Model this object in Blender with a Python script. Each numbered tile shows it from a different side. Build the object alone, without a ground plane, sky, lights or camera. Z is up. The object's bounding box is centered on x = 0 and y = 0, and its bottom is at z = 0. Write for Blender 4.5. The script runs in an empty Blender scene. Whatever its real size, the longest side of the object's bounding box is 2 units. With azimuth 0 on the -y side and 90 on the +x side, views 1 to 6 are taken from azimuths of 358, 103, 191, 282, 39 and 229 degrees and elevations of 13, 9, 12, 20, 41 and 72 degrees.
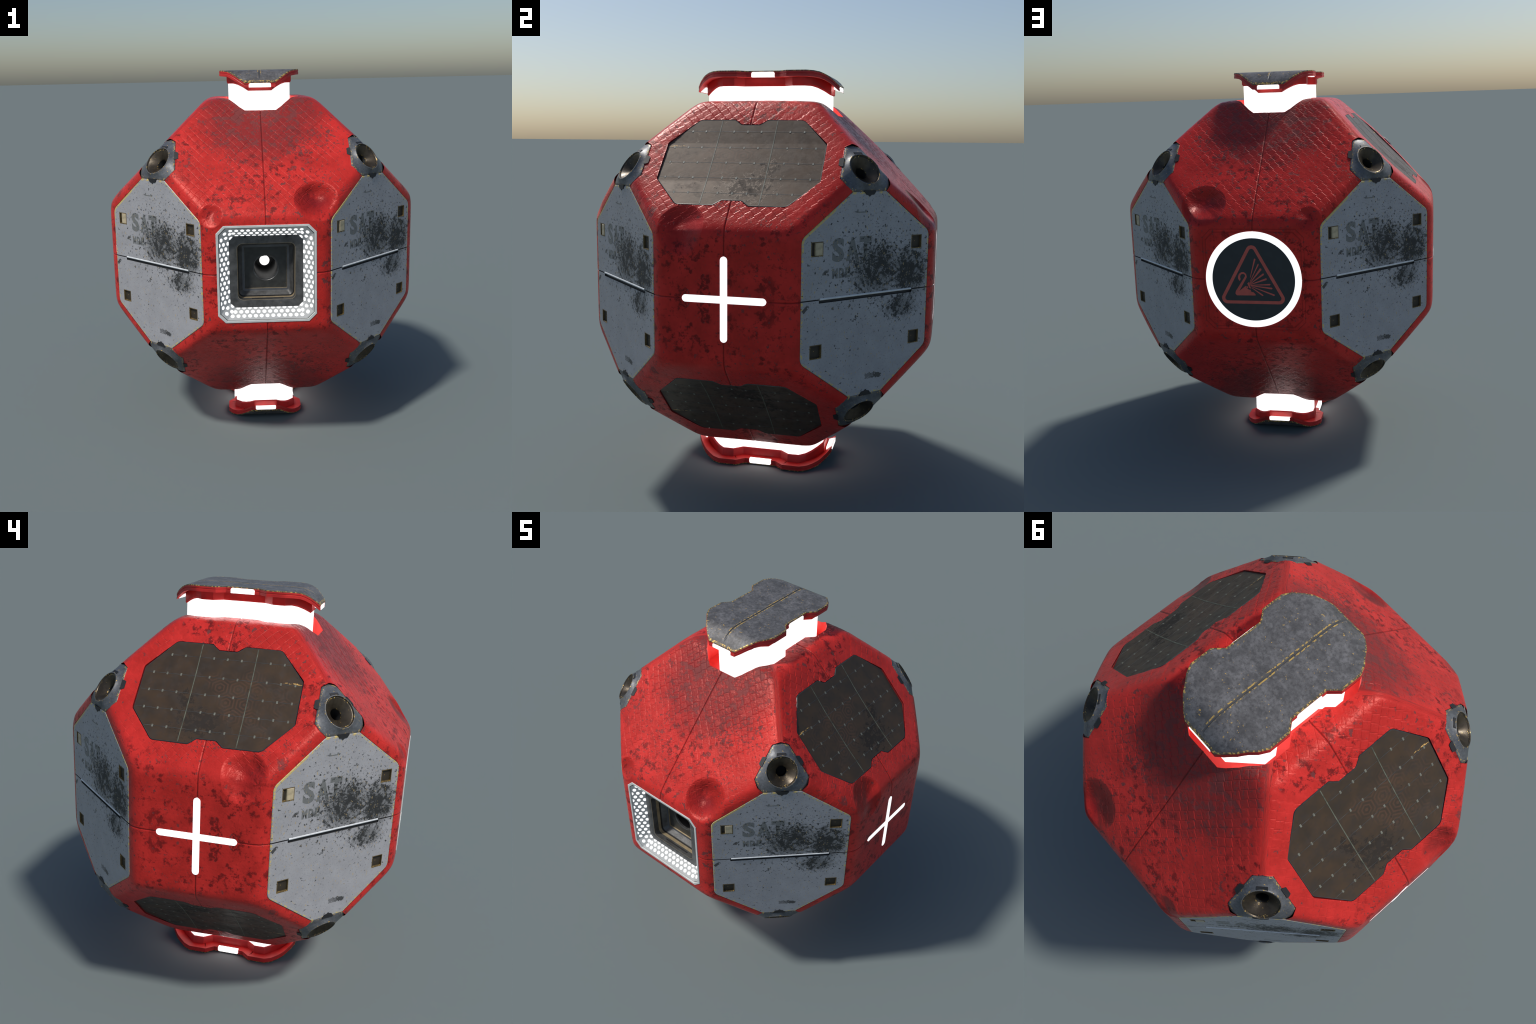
"""Red faceted probe: a rounded 26-faced shell with grey access panels, solar panels,
corner thruster nozzles, a lamp window, a warning emblem and two glowing end caps."""
import bpy, bmesh, math
import numpy as np
from mathutils import Matrix, Vector

ZC = 1.0095                 # height of the shell's centre
D_FACE, D_EDGE, D_CORNER = 0.8455, 0.8035, 0.955   # distances of the face planes from the centre
ROUND = 64.0                # exponent that rounds the edges between planes
S2 = 2 ** -0.5
C0 = Vector((0, 0, ZC))

# ------------------------------------------------------------------ node helper
class Nodes:
    def __init__(self, name):
        self.mat = bpy.data.materials.new(name)
        self.mat.use_nodes = True
        self.t = self.mat.node_tree
        self.t.nodes.clear()
        self.out = self.t.nodes.new("ShaderNodeOutputMaterial")
        self.bsdf = self.t.nodes.new("ShaderNodeBsdfPrincipled")
        self.t.links.new(self.bsdf.outputs[0], self.out.inputs[0])
        self.co = self.t.nodes.new("ShaderNodeTexCoord").outputs["Object"]

    def put(self, sock, v):
        if isinstance(v, bpy.types.NodeSocket):
            self.t.links.new(v, sock)
        elif v is not None:
            if hasattr(sock.default_value, "__len__") and len(sock.default_value) == 4 and len(v) == 3:
                v = (*v, 1)
            sock.default_value = v

    def set(self, **kw):
        for k, v in kw.items():
            self.put(self.bsdf.inputs[k.replace("_", " ")], v)

    def math(self, op, a, b=None, c=None, clamp=False):
        n = self.t.nodes.new("ShaderNodeMath")
        n.operation, n.use_clamp = op, clamp
        for i, v in enumerate((a, b, c)):
            if v is not None:
                self.put(n.inputs[i], v)
        return n.outputs[0]

    def vmath(self, op, a, b=None, out=0):
        n = self.t.nodes.new("ShaderNodeVectorMath")
        n.operation = op
        self.put(n.inputs[0], a)
        if b is not None:
            self.put(n.inputs[1], b)
        return n.outputs[out]

    def xyz(self, v):
        n = self.t.nodes.new("ShaderNodeSeparateXYZ")
        self.put(n.inputs[0], v)
        return n.outputs

    def join(self, x, y, z):
        n = self.t.nodes.new("ShaderNodeCombineXYZ")
        for i, v in enumerate((x, y, z)):
            self.put(n.inputs[i], v)
        return n.outputs[0]

    def mapping(self, v, scale=(1, 1, 1), loc=(0, 0, 0), rot=(0, 0, 0)):
        n = self.t.nodes.new("ShaderNodeMapping")
        self.put(n.inputs[0], v)
        n.inputs["Scale"].default_value = scale
        n.inputs["Location"].default_value = loc
        n.inputs["Rotation"].default_value = rot
        return n.outputs[0]

    def noise(self, scale, detail=3, rough=0.55, vec=None, dist=0.0, colour=False):
        n = self.t.nodes.new("ShaderNodeTexNoise")
        self.put(n.inputs["Vector"], vec if vec is not None else self.co)
        n.inputs["Scale"].default_value = scale
        n.inputs["Detail"].default_value = detail
        n.inputs["Roughness"].default_value = rough
        n.inputs["Distortion"].default_value = dist
        return n.outputs["Color" if colour else "Fac"]

    def voronoi(self, scale, vec=None, feature="F1", out="Distance", rand=1.0):
        n = self.t.nodes.new("ShaderNodeTexVoronoi")
        n.feature = feature
        self.put(n.inputs["Vector"], vec if vec is not None else self.co)
        n.inputs["Scale"].default_value = scale
        n.inputs["Randomness"].default_value = rand
        return n.outputs[out]

    def step(self, v, lo, hi, smooth=True):
        """0 at lo, 1 at hi (lo may be above hi)"""
        n = self.t.nodes.new("ShaderNodeMapRange")
        n.interpolation_type = "SMOOTHSTEP" if smooth else "LINEAR"
        self.put(n.inputs["Value"], v)
        a, b, c, d = (lo, hi, 0, 1) if lo < hi else (hi, lo, 1, 0)
        for k, x in zip(("From Min", "From Max", "To Min", "To Max"), (a, b, c, d)):
            n.inputs[k].default_value = x
        return n.outputs["Result"]

    def mix(self, f, a, b):
        n = self.t.nodes.new("ShaderNodeMix")
        n.data_type = "RGBA"
        self.put(n.inputs["Factor"], f)
        self.put(n.inputs["A"] if False else n.inputs[6], a)
        self.put(n.inputs[7], b)
        return n.outputs[2]

    def mul(self, *v):
        r = v[0]
        for x in v[1:]:
            r = self.math("MULTIPLY", r, x)
        return r

    def add(self, *v):
        r = v[0]
        for x in v[1:]:
            r = self.math("ADD", r, x)
        return r

    def mx(self, a, b):
        return self.math("MAXIMUM", a, b)

    def blob(self, vec, centre, radii, lo=1.0, hi=0.0):
        """soft ellipsoid: 1 in the middle, 0 at its surface"""
        r = [1 / max(x, 1e-6) for x in radii]
        m = self.mapping(vec, r, [-c * k for c, k in zip(centre, r)])
        return self.step(self.vmath("LENGTH", m, out=1), lo, hi)

    def bump(self, h, strength, dist, normal=None):
        n = self.t.nodes.new("ShaderNodeBump")
        n.inputs["Strength"].default_value = strength
        n.inputs["Distance"].default_value = dist
        self.put(n.inputs["Height"], h)
        if normal is not None:
            self.put(n.inputs["Normal"], normal)
        self.put(self.bsdf.inputs["Normal"], n.outputs[0])
        return n.outputs[0]


RED = (0.56, 0.021, 0.019)
GOLD = (0.55, 0.36, 0.10)


def make_red_shell():
    m = Nodes("red_painted_shell")
    x, y, z = m.xyz(m.co)
    ax, ay = m.math("ABSOLUTE", x), m.math("ABSOLUTE", y)
    az = m.math("ABSOLUTE", m.math("SUBTRACT", z, ZC))
    # front and back, and left and right, carry the same wear: mirror the space
    yface = m.step(m.math("SUBTRACT", ay, ax), -0.02, 0.02)
    p = m.join(m.mix(yface, m.join(ax, 0, 0), m.join(x, 0, 0)), 0, 0)
    px = m.xyz(m.vmath("MULTIPLY", m.mix(yface, m.join(ax, ax, ax), m.join(x, x, x)), (1, 1, 1)))[0]
    py = m.xyz(m.mix(yface, m.join(y, y, y), m.join(ay, ay, ay)))[0]
    q = m.join(px, py, az)
    # broad and fine tone of the paint
    tone = m.noise(7, 5, 0.6, q)
    fine = m.noise(60, 4, 0.65, q)
    col = m.mix(m.step(tone, 0.3, 0.7), (0.43, 0.023, 0.019), (0.61, 0.033, 0.028))
    col = m.mix(m.mul(m.step(fine, 0.45, 0.7), 0.35), col, (0.64, 0.034, 0.029))
    # smudges of darker red
    smudge = m.mul(m.step(m.noise(23, 7, 0.76, q), 0.51, 0.60), m.step(m.noise(3.4, 4, 0.55, q), 0.42, 0.56))
    col = m.mix(m.mul(smudge, 0.88), col, (0.12, 0.009, 0.010))
    # bare primer: flakes that crowd near the glowing slot on the front and back slopes
    near = m.mul(m.step(m.vmath("LENGTH", m.mapping(m.join(ax, ay, az), (1, 1.0, 0.9), (0, -0.36, -0.70)), out=1), 0.58, 0.02), yface)
    flake = m.noise(19, 6, 0.66, q)
    speck = m.noise(75, 3, 0.6, q)
    f1 = m.step(m.add(flake, m.mul(near, 0.125)), 0.635, 0.655)
    f2 = m.mul(m.step(m.add(speck, m.mul(near, 0.11), m.mul(m.noise(4.5, 3, 0.5, q), 0.42)), 0.86, 0.89), 0.9)
    chips = m.step(m.noise(14, 4, 0.58, m.mapping(q, loc=(3.1, 1.7, 0.4))), 0.665, 0.675)
    flakes = m.mx(m.mul(f1, 0.85), m.mx(f2, chips))
    grime = m.mul(m.step(m.add(near, m.mul(m.noise(9, 6, 0.7, q), 0.9)), 0.62, 1.2), 0.72)
    col = m.mix(grime, col, (0.165, 0.022, 0.023))
    col = m.mix(m.mul(flakes, 0.92), col, (0.150, 0.040, 0.040))
    # shade in the dent hollows, painted on as darker red
    dent_shade = m.mx(m.mul(m.blob(q, (0.255, 0.775, 0.352), (0.125, 0.11, 0.115)), yface),
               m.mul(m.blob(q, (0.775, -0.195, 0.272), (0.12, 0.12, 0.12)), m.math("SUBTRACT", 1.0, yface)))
    dent_shade = m.mx(dent_shade, m.mul(m.blob(q, (-0.265, 0.80, 0.285), (0.06, 0.06, 0.06)), yface))
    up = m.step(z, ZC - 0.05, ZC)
    col = m.mix(m.mul(dent_shade, up, m.step(m.noise(12, 5, 0.65, q), 0.2, 0.55), 0.9), col, (0.16, 0.009, 0.011))
    # seams
    seam = m.step(m.math("MINIMUM", m.math("MINIMUM", ax, ay), az), 0.0042, 0.0012)
    col = m.mix(m.mul(seam, 0.55), col, (0.09, 0.007, 0.007))
    # faint stamped outline on the back, the size of the lamp frame
    zz = m.math("SUBTRACT", z, ZC)
    box = m.mx(m.mx(ax, az), m.mul(m.add(ax, az), 1 / 1.835))
    line = m.mul(m.mx(m.step(m.math("ABSOLUTE", m.math("SUBTRACT", box, 0.2475)), 0.0025, 0.0008),
                      m.step(m.math("ABSOLUTE", m.math("SUBTRACT", box, 0.233)), 0.0035, 0.0012)), m.step(y, 0.79, 0.82))
    col = m.mix(m.mul(line, 0.35), col, (0.10, 0.006, 0.006))
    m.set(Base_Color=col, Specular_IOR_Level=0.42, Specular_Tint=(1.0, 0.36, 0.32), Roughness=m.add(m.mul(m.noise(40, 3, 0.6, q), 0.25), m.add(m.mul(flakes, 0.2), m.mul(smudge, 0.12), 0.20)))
    h = m.add(m.mul(m.noise(34, 6, 0.68, q), 0.9), m.mul(m.noise(110, 3, 0.6, q), 0.35), m.mul(flakes, -0.35), m.mul(line, -0.6))
    nrm = m.bump(h, 0.5, 0.0042)
    u = m.xyz(m.mix(yface, m.join(y, y, y), m.join(x, x, x)))[0]
    a = m.mx(ax, ay)
    v = m.mul(m.math("SUBTRACT", az, a), S2)
    sine = lambda t: m.math("SINE", t)
    wob = m.add(m.mul(sine(m.add(m.mul(u, 37.0), m.mul(v, 11.0))), 0.06), m.mul(sine(m.math("SUBTRACT", m.mul(v, 23.0), m.mul(u, 17.0))), 0.05))
    i, j = m.mul(u, 1 / 0.046), m.mul(v, 1 / 0.056)
    fa = m.math("FRACT", m.add(i, j, wob))
    fb = m.math("FRACT", m.add(m.math("SUBTRACT", j, i), m.mul(wob, 0.6), m.mul(m.math("SUBTRACT", fa, 0.5), 0.20)))
    ramp = m.mul(fb, m.step(fb, 1.0, 0.90))
    edge = m.mx(m.mx(m.step(fa, 0.07, 0.0), m.step(fa, 0.93, 1.0)), m.step(fb, 0.06, 0.0))
    show = m.mul(m.step(v, -0.40, -0.27), m.step(m.math("ABSOLUTE", m.math("SUBTRACT", ay, ax)), 0.01, 0.035),
                 m.step(m.noise(5.5, 5, 0.65, q), 0.38, 0.60), m.step(m.math("ABSOLUTE", u), 0.50, 0.26), m.add(0.22, m.mul(m.step(z, ZC - 0.05, ZC), 0.78)))
    nrm = m.bump(m.mul(m.math("SUBTRACT", m.mul(ramp, 0.0013), m.mul(edge, 0.0010)), show), 1.0, 1.0, nrm)
    # the dents again, as fine shading that deepens the shallow bowls
    def bowl(c, r):
        k = m.vmath("LENGTH", m.mapping(q, (1 / r,) * 3, [-x / r for x in c]), out=1)
        k = m.add(k, m.mul(m.math("SUBTRACT", m.noise(11, 4, 0.6, q), 0.5), 0.14))
        return m.math("POWER", m.math("SUBTRACT", 1.0, m.mul(k, k), clamp=True), 1.45)
    d1 = m.mul(m.mx(m.mul(bowl((0.255, 0.775, 0.352), 0.116), yface), m.mul(bowl((0.775, -0.195, 0.272), 0.118), m.math("SUBTRACT", 1.0, yface))), up)
    d2 = m.mul(bowl((-0.265, 0.80, 0.285), 0.064), yface, up, 0.5)
    m.bump(m.mul(m.mx(d1, d2), -1.0), 1.0, 0.060, nrm)
    return m.mat


def make_plain(name, colour, rough=0.5, metal=0.0, var=0.25, scale=18, gold=0.0, bump=0.25, gold_scale=90, grain=0.0):
    """worn painted or bare metal with optional gold flecks where the coat has rubbed off"""
    m = Nodes(name)
    n = m.noise(scale, 5, 0.62)
    dark = tuple(c * (1 - var) for c in colour)
    light = tuple(min(1, c * (1 + var)) for c in colour)
    col = m.mix(m.step(n, 0.3, 0.7), dark, light)
    if grain:
        col = m.mix(m.mul(m.step(m.noise(scale * 5, 5, 0.72), 0.42, 0.66), grain), col, tuple(c * 0.45 for c in colour))
        col = m.mix(m.mul(m.step(m.noise(scale * 2.3, 5, 0.7, m.mapping(m.co, loc=(5, 3, 1))), 0.5, 0.72), grain), col, tuple(min(1, c * 1.7) for c in colour))
    met = metal
    if gold:
        g = m.mul(m.step(m.noise(gold_scale, 3, 0.6), 0.5 + 0.25 * (1 - gold), 0.53 + 0.25 * (1 - gold)),
                  m.step(m.noise(14, 3, 0.6), 0.62 - 0.35 * gold, 0.70 - 0.35 * gold))
        col = m.mix(g, col, GOLD)
        met = m.mx(m.mul(g, 0.35), metal)
    m.set(Base_Color=col, Roughness=m.add(m.mul(m.noise(scale * 3, 3, 0.6), 0.2), rough - 0.1), Metallic=met)
    if bump:
        m.bump(m.noise(scale * 4, 4, 0.65), bump, 0.002)
    return m.mat


def P_y(m, P):
    return m.xyz(P)[1]


def make_access_paint(name, base, gold_edge):
    m = Nodes(name)
    P = m.co
    n1 = m.noise(9, 5, 0.65)
    col = m.mix(m.step(n1, 0.3, 0.72), tuple(c * 0.90 for c in base), tuple(c * 1.06 for c in base))
    grain = m.noise(130, 3, 0.7)
    col = m.mix(m.mul(m.step(grain, 0.52, 0.68), 0.35), col, tuple(c * 0.62 for c in base))
    if gold_edge:
        g = m.step(m.add(m.noise(55, 4, 0.7), m.mul(m.blob(P, (-0.26, 0.33, 0), (0.22, 0.20, 1)), 0.14)), 0.495, 0.56)
        col = m.mix(m.mul(g, 0.85), col, (0.62, 0.47, 0.13))
    # soot: crowded to the right of the lettering, trailing off below the handle
    z1 = m.blob(P, (0.045, 0.115, 0), (0.28, 0.23, 1))
    z2 = m.blob(P, (0.235, 0.085, 0), (0.19, 0.21, 1))
    z3 = m.blob(P, (0.19, -0.07, 0), (0.19, 0.11, 1))
    zone = m.mx(m.mx(m.mul(z1, 0.85), z2), m.mul(z3, 0.75))
    blot = m.noise(17, 8, 0.80)
    spots = m.noise(88, 3, 0.6)
    soot = m.step(m.add(blot, m.mul(zone, 0.235)), 0.635, 0.695)
    wide = m.blob(P, (0.05, 0.14, 0), (0.48, 0.42, 1))
    peck = m.step(m.add(m.noise(62, 4, 0.62), m.mul(zone, 0.11), m.mul(wide, 0.05)), 0.625, 0.675)
    film = m.mul(m.step(m.add(zone, m.mul(m.noise(48, 6, 0.78), 1.6)), 1.02, 1.50), 0.62)
    col = m.mix(film, col, (0.085, 0.09, 0.088))
    drk = m.mx(m.mul(soot, 0.93), m.mul(peck, 0.9))
    col = m.mix(drk, col, (0.012, 0.013, 0.013))
    # rubbed-through flecks and the few big scuffs
    fl = m.mul(m.step(m.noise(120, 2, 0.5, m.mapping(P, (1, 0.45, 1), rot=(0, 0, 0.35))), 0.655, 0.70), 0.75)
    dots = m.mul(m.step(m.noise(95, 3, 0.55, m.mapping(P, loc=(4, 2, 0))), 0.64, 0.68), m.step(P_y(m, P), -0.5, 0.1), 0.7)
    col = m.mix(dots, col, (0.10, 0.105, 0.10))
    col = m.mix(fl, col, (0.46, 0.34, 0.15))
    wob = m.mul(m.math("SUBTRACT", m.noise(60, 3, 0.6), 0.5), 0.05)
    wp = m.vmath("ADD", P, m.join(wob, wob, 0))
    def patch(cx, cy, hx, hy, turn):
        v = m.mapping(m.vmath("SUBTRACT", wp, (cx, cy, 0)), rot=(0, 0, turn))
        px, py, _ = m.xyz(m.vmath("ABSOLUTE", v))
        return m.step(m.mx(m.mul(px, 1 / hx), m.mul(py, 1 / hy)), 1.05, 0.9)
    sc = patch(0.065, -0.370, 0.026, 0.011, 0.06)
    sc2 = m.mul(patch(0.028, -0.366, 0.030, 0.012, 0.12), 0.65)
    ch = patch(-0.329, -0.034, 0.019, 0.008, -0.7)
    for k, (cx, cy, r) in enumerate(((0.118, -0.071, 0.010), (0.150, -0.069, 0.007), (0.178, -0.067, 0.009), (0.226, -0.064, 0.007), (-0.098, -0.040, 0.007))):
        ch = m.mx(ch, m.blob(wp, (cx, cy, 0), (r, r, 1), 1.0, 0.6))
    sp = m.blob(wp, (-0.06, -0.092, 0), (0.011, 0.011, 1), 1.0, 0.6)
    sp2 = m.blob(wp, (-0.226, 0.115, 0), (0.015, 0.010, 1), 1.0, 0.6)
    col = m.mix(m.mul(m.mx(m.mx(m.mx(sc, sc2), ch), m.mx(sp, sp2)), 0.9), col, (0.03, 0.03, 0.03))
    m.set(Base_Color=col, Roughness=m.add(0.42, m.mul(drk, 0.25)))
    m.bump(m.add(m.mul(m.noise(150, 3, 0.6), 0.6), m.mul(drk, -0.4)), 0.3, 0.002)
    return m.mat


def make_solar():
    m = Nodes("solar_glass")
    P = m.co
    n = m.noise(11, 4, 0.6)
    col = m.mix(m.step(n, 0.3, 0.7), (0.033, 0.025, 0.018), (0.056, 0.035, 0.020))
    # nested hexagon print, showing only in patches
    r = (0.085, 0.085 * 1.7320508, 1.0)
    half = (r[0] / 2, r[1] / 2, 0.5)
    def fold(v):
        k = m.vmath("SUBTRACT", m.vmath("MODULO", m.vmath("ADD", v, (8.5, 8.5 * 1.7320508 / 1.7320508, 100)), r), half)
        return m.vmath("MULTIPLY", k, (1, 1, 0))
    a = fold(P)
    b = fold(m.vmath("ADD", P, half))
    la, lb = m.vmath("LENGTH", a, out=1), m.vmath("LENGTH", b, out=1)
    pick = m.math("LESS_THAN", la, lb)
    nx = m.t.nodes.new("ShaderNodeMix"); nx.data_type = "VECTOR"
    m.put(nx.inputs[0], pick); m.put(nx.inputs[4], b); m.put(nx.inputs[5], a)
    g = m.vmath("ABSOLUTE", nx.outputs[1])
    hd = m.mx(m.vmath("DOT_PRODUCT", g, (0.5, 0.8660254, 0), out=1), m.xyz(g)[0])
    rings = m.step(m.math("SINE", m.mul(hd, 6.2832 / 0.0155)), 0.0, 0.5)
    patch = m.step(m.add(m.noise(5.5, 3, 0.55, m.mapping(P, loc=(2.3, 0.2, 0))), m.mul(m.blob(P, (-0.17, -0.01, 0), (0.26, 0.2, 1)), 0.25)), 0.55, 0.75)
    col = m.mix(m.mul(rings, patch, 0.6), col, (0.095, 0.048, 0.030))
    # burnt-on dirt towards the lower middle
    zone = m.mx(m.blob(P, (0.06, -0.15, 0), (0.20, 0.14, 1)), m.mul(m.blob(P, (0.13, -0.05, 0), (0.11, 0.12, 1)), 0.7))
    d = m.step(m.add(m.noise(36, 6, 0.74), m.mul(zone, 0.25)), 0.62, 0.70)
    col = m.mix(m.mul(d, 0.9), col, (0.012, 0.011, 0.010))
    dust = m.mul(m.step(m.noise(16, 6, 0.75), 0.46, 0.66), 0.45)
    col = m.mix(dust, col, (0.026, 0.026, 0.027))
    # one golden scratch
    wob = m.mul(m.math("SUBTRACT", m.noise(40, 2, 0.5), 0.5), 0.02)
    s = m.blob(m.vmath("ADD", P, m.join(0, wob, 0)), (-0.325, 0.094, 0), (0.055, 0.0035, 1), 1.0, 0.5)
    col = m.mix(m.mul(s, m.step(m.noise(70, 2, 0.5), 0.42, 0.5)), col, (0.60, 0.36, 0.11))
    m.set(Base_Color=col, Specular_Tint=(1.0, 0.80, 0.66), Roughness=m.add(0.40, m.mul(d, 0.2), m.mul(dust, 0.4)))
    m.bump(m.add(m.mul(m.noise(13, 4, 0.6), 0.8), m.mul(d, 0.35)), 0.22, 0.004)
    return m.mat


def make_glow(name, colour=(1, 1, 1), strength=2.0):
    m = Nodes(name)
    m.set(Base_Color=colour, Emission_Color=colour, Emission_Strength=strength, Roughness=0.5)
    return m.mat


MAT = {}
def build_materials():
    M = MAT
    M["red"] = make_red_shell()
    M["red_trim"] = make_plain("red_trim_plastic", (0.50, 0.020, 0.018), 0.45, var=0.18, scale=12, bump=0.12)
    M["red_deep"] = make_plain("red_panel_lip", (0.20, 0.010, 0.009), 0.5, var=0.2, bump=0)
    M["red_lit"] = make_plain("red_slot_lining", (0.58, 0.022, 0.016), 0.5, var=0.12, scale=14, bump=0.1)
    grey = (0.345, 0.347, 0.365)
    M["access"] = make_access_paint("grey_access_paint", grey, False)
    M["access_edge"] = make_access_paint("rubbed_access_edge", grey, True)
    M["dark_side"] = make_plain("dark_gap_metal", (0.03, 0.03, 0.032), 0.6, bump=0)
    M["letter"] = make_access_paint("stencil_grey_paint", (0.165, 0.172, 0.170), False)
    M["slot"] = make_plain("rusty_slot_floor", (0.030, 0.023, 0.014), 0.6, scale=40, gold=0.25, bump=0.2)
    M["slot_rim"] = make_plain("golden_slot_rim", (0.13, 0.09, 0.035), 0.5, scale=60, gold=0.5, bump=0.2)
    M["latch"] = make_plain("cream_latch", (0.44, 0.37, 0.24), 0.5, scale=40, var=0.2, gold=0.2)
    M["bar"] = make_plain("bright_bar_metal", (0.62, 0.64, 0.65), 0.45, metal=0.0, scale=30, var=0.12, gold=0.12, bump=0.1)
    M["nozzle"] = make_plain("dark_nozzle_metal", (0.105, 0.112, 0.122), 0.45, metal=0.25, scale=22, var=0.22, gold=0.34, grain=0.5)
    M["nozzle_edge"] = make_plain("rubbed_nozzle_edge", (0.105, 0.108, 0.112), 0.45, metal=0.25, scale=22, var=0.25, gold=0.66, gold_scale=110)
    M["bell_rim"] = make_plain("rubbed_bell_rim", (0.045, 0.036, 0.024), 0.4, metal=0.5, scale=30, var=0.3, gold=0.66, gold_scale=110)
    M["bell"] = make_plain("bronze_bell_metal", (0.060, 0.047, 0.032), 0.36, metal=0.6, scale=26, var=0.3, gold=0.36)
    M["black"] = make_plain("black_bore", (0.006, 0.006, 0.006), 0.7, bump=0)
    M["tab"] = make_plain("black_tab", (0.013, 0.013, 0.015), 0.6, scale=60, bump=0.2)
    M["cap"] = make_plain("gunmetal_cap", (0.108, 0.106, 0.108), 0.50, metal=0.1, scale=16, var=0.38, gold=0.41, bump=0.2, gold_scale=85, grain=0.75)
    M["cap_edge"] = make_plain("rubbed_cap_edge", (0.10, 0.085, 0.06), 0.42, metal=0.25, scale=30, var=0.3, gold=0.95, bump=0.25, gold_scale=85)
    M["cap_groove"] = make_plain("dark_cap_groove", (0.06, 0.06, 0.062), 0.5, bump=0)
    M["solar"] = make_solar()
    M["solar_edge"] = make_plain("solar_frame", (0.045, 0.046, 0.046), 0.35, metal=0.2, scale=50, bump=0.1)
    M["contact"] = make_plain("pale_contact", (0.145, 0.148, 0.118), 0.45, scale=70, var=0.3)
    M["busbar"] = make_plain("olive_busbar", (0.092, 0.098, 0.070), 0.45, scale=30, var=0.5)
    M["wire"] = make_plain("blue_grey_wire", (0.048, 0.052, 0.052), 0.45, scale=20, var=0.6)
    M["frame"] = make_plain("pale_lamp_frame", (0.56, 0.58, 0.56), 0.5, scale=20, var=0.08, bump=0.1)
    M["housing"] = make_plain("dark_lamp_housing", (0.075, 0.076, 0.076), 0.42, metal=0.3, scale=24, var=0.35, gold=0.15)  # base grey raised to carry LED light spilling onto the housing
    M["housing_grey"] = make_plain("grey_lamp_step", (0.095, 0.10, 0.108), 0.45, metal=0.2, scale=24, var=0.15)
    M["housing_deep"] = make_plain("deep_lamp_floor", (0.030, 0.031, 0.029), 0.5, scale=30, var=0.3, gold=0.2)
    M["gold"] = make_plain("golden_lamp_bead", (0.42, 0.33, 0.20), 0.35, metal=0.5, scale=40, var=0.15)
    M["bore"] = make_plain("dark_lens_tube", (0.004, 0.004, 0.005), 0.5, metal=0.0, bump=0)
    M["glow"] = make_glow("white_glow", (1.0, 0.985, 0.96), 1.5)
    M["mark_glow"] = make_glow("white_mark_glow", (1.0, 1.0, 1.0), 1.05)
    M["led"] = make_glow("led_glow", (1.0, 1.0, 1.0), 1.15)
    M["led_board"] = make_glow("led_board_halo", (0.34, 0.35, 0.35), 0.13)  # weak emission baked into the board: soft halo around the light spots
    M["emblem"] = make_plain("emblem_black", (0.022, 0.028, 0.032), 0.55, var=0.1, bump=0)
    M["emblem_red"] = make_plain("emblem_red_print", (0.55, 0.10, 0.075), 0.55, var=0.1, bump=0)


# ------------------------------------------------------------------ object helpers
ROOT = None

def new_obj(name, mesh, parent, matrix=None, mats=(), smooth=None):
    ob = bpy.data.objects.new(name, mesh)
    bpy.context.scene.collection.objects.link(ob)
    for k in mats:
        mesh.materials.append(MAT[k])
    ob.parent = parent
    if matrix is not None:
        ob.matrix_local = matrix
    if smooth is not None:
        mesh.shade_smooth() if smooth >= 180 else shade_by_angle(mesh, smooth)
    return ob


def shade_by_angle(mesh, deg):
    mesh.shade_smooth()
    bm = bmesh.new(); bm.from_mesh(mesh)
    lim = math.radians(deg)
    for e in bm.edges:
        e.smooth = len(e.link_faces) == 2 and e.calc_face_angle(0) < lim
    bm.to_mesh(mesh); bm.free()


def mesh_from(name, verts, faces, mats_of=None):
    me = bpy.data.meshes.new(name)
    me.from_pydata([tuple(v) for v in verts], [], faces)
    if mats_of:
        for p, k in zip(me.polygons, mats_of):
            p.material_index = k
    me.validate()
    bm = bmesh.new(); bm.from_mesh(me)
    bmesh.ops.recalc_face_normals(bm, faces=bm.faces)
    bm.to_mesh(me); bm.free()
    return me


def frame(U, V, O):
    """matrix whose x, y, z axes are U, V and U x V at O (relative to the shell's centre)"""
    U, V = Vector(U).normalized(), Vector(V).normalized()
    N = U.cross(V)
    M = Matrix((U, V, N)).transposed().to_4x4()
    M.translation = C0 + Vector(O)
    return M


def round_poly(pts, radii, n=5):
    out = []
    k = len(pts)
    for i, p in enumerate(pts):
        r = radii[i] if hasattr(radii, "__len__") else radii
        p = Vector(p); a = (Vector(pts[i - 1]) - p); b = (Vector(pts[(i + 1) % k]) - p)
        if r <= 0:
            out.append(tuple(p)); continue
        an, bn = a.normalized(), b.normalized()
        half = math.acos(max(-1, min(1, an.dot(bn)))) / 2
        t = min(r / math.tan(half), a.length * 0.48, b.length * 0.48)
        r2 = t * math.tan(half)
        c = p + (an + bn).normalized() * (r2 / math.sin(half))
        s, e = p + an * t - c, p + bn * t - c
        ang = s.angle_signed(e) if hasattr(s, "angle_signed") else 0
        for j in range(n + 1):
            w = j / n
            v = (s * (1 - w) + e * w).normalized() * r2
            out.append(tuple(c + v))
    return out


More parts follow.
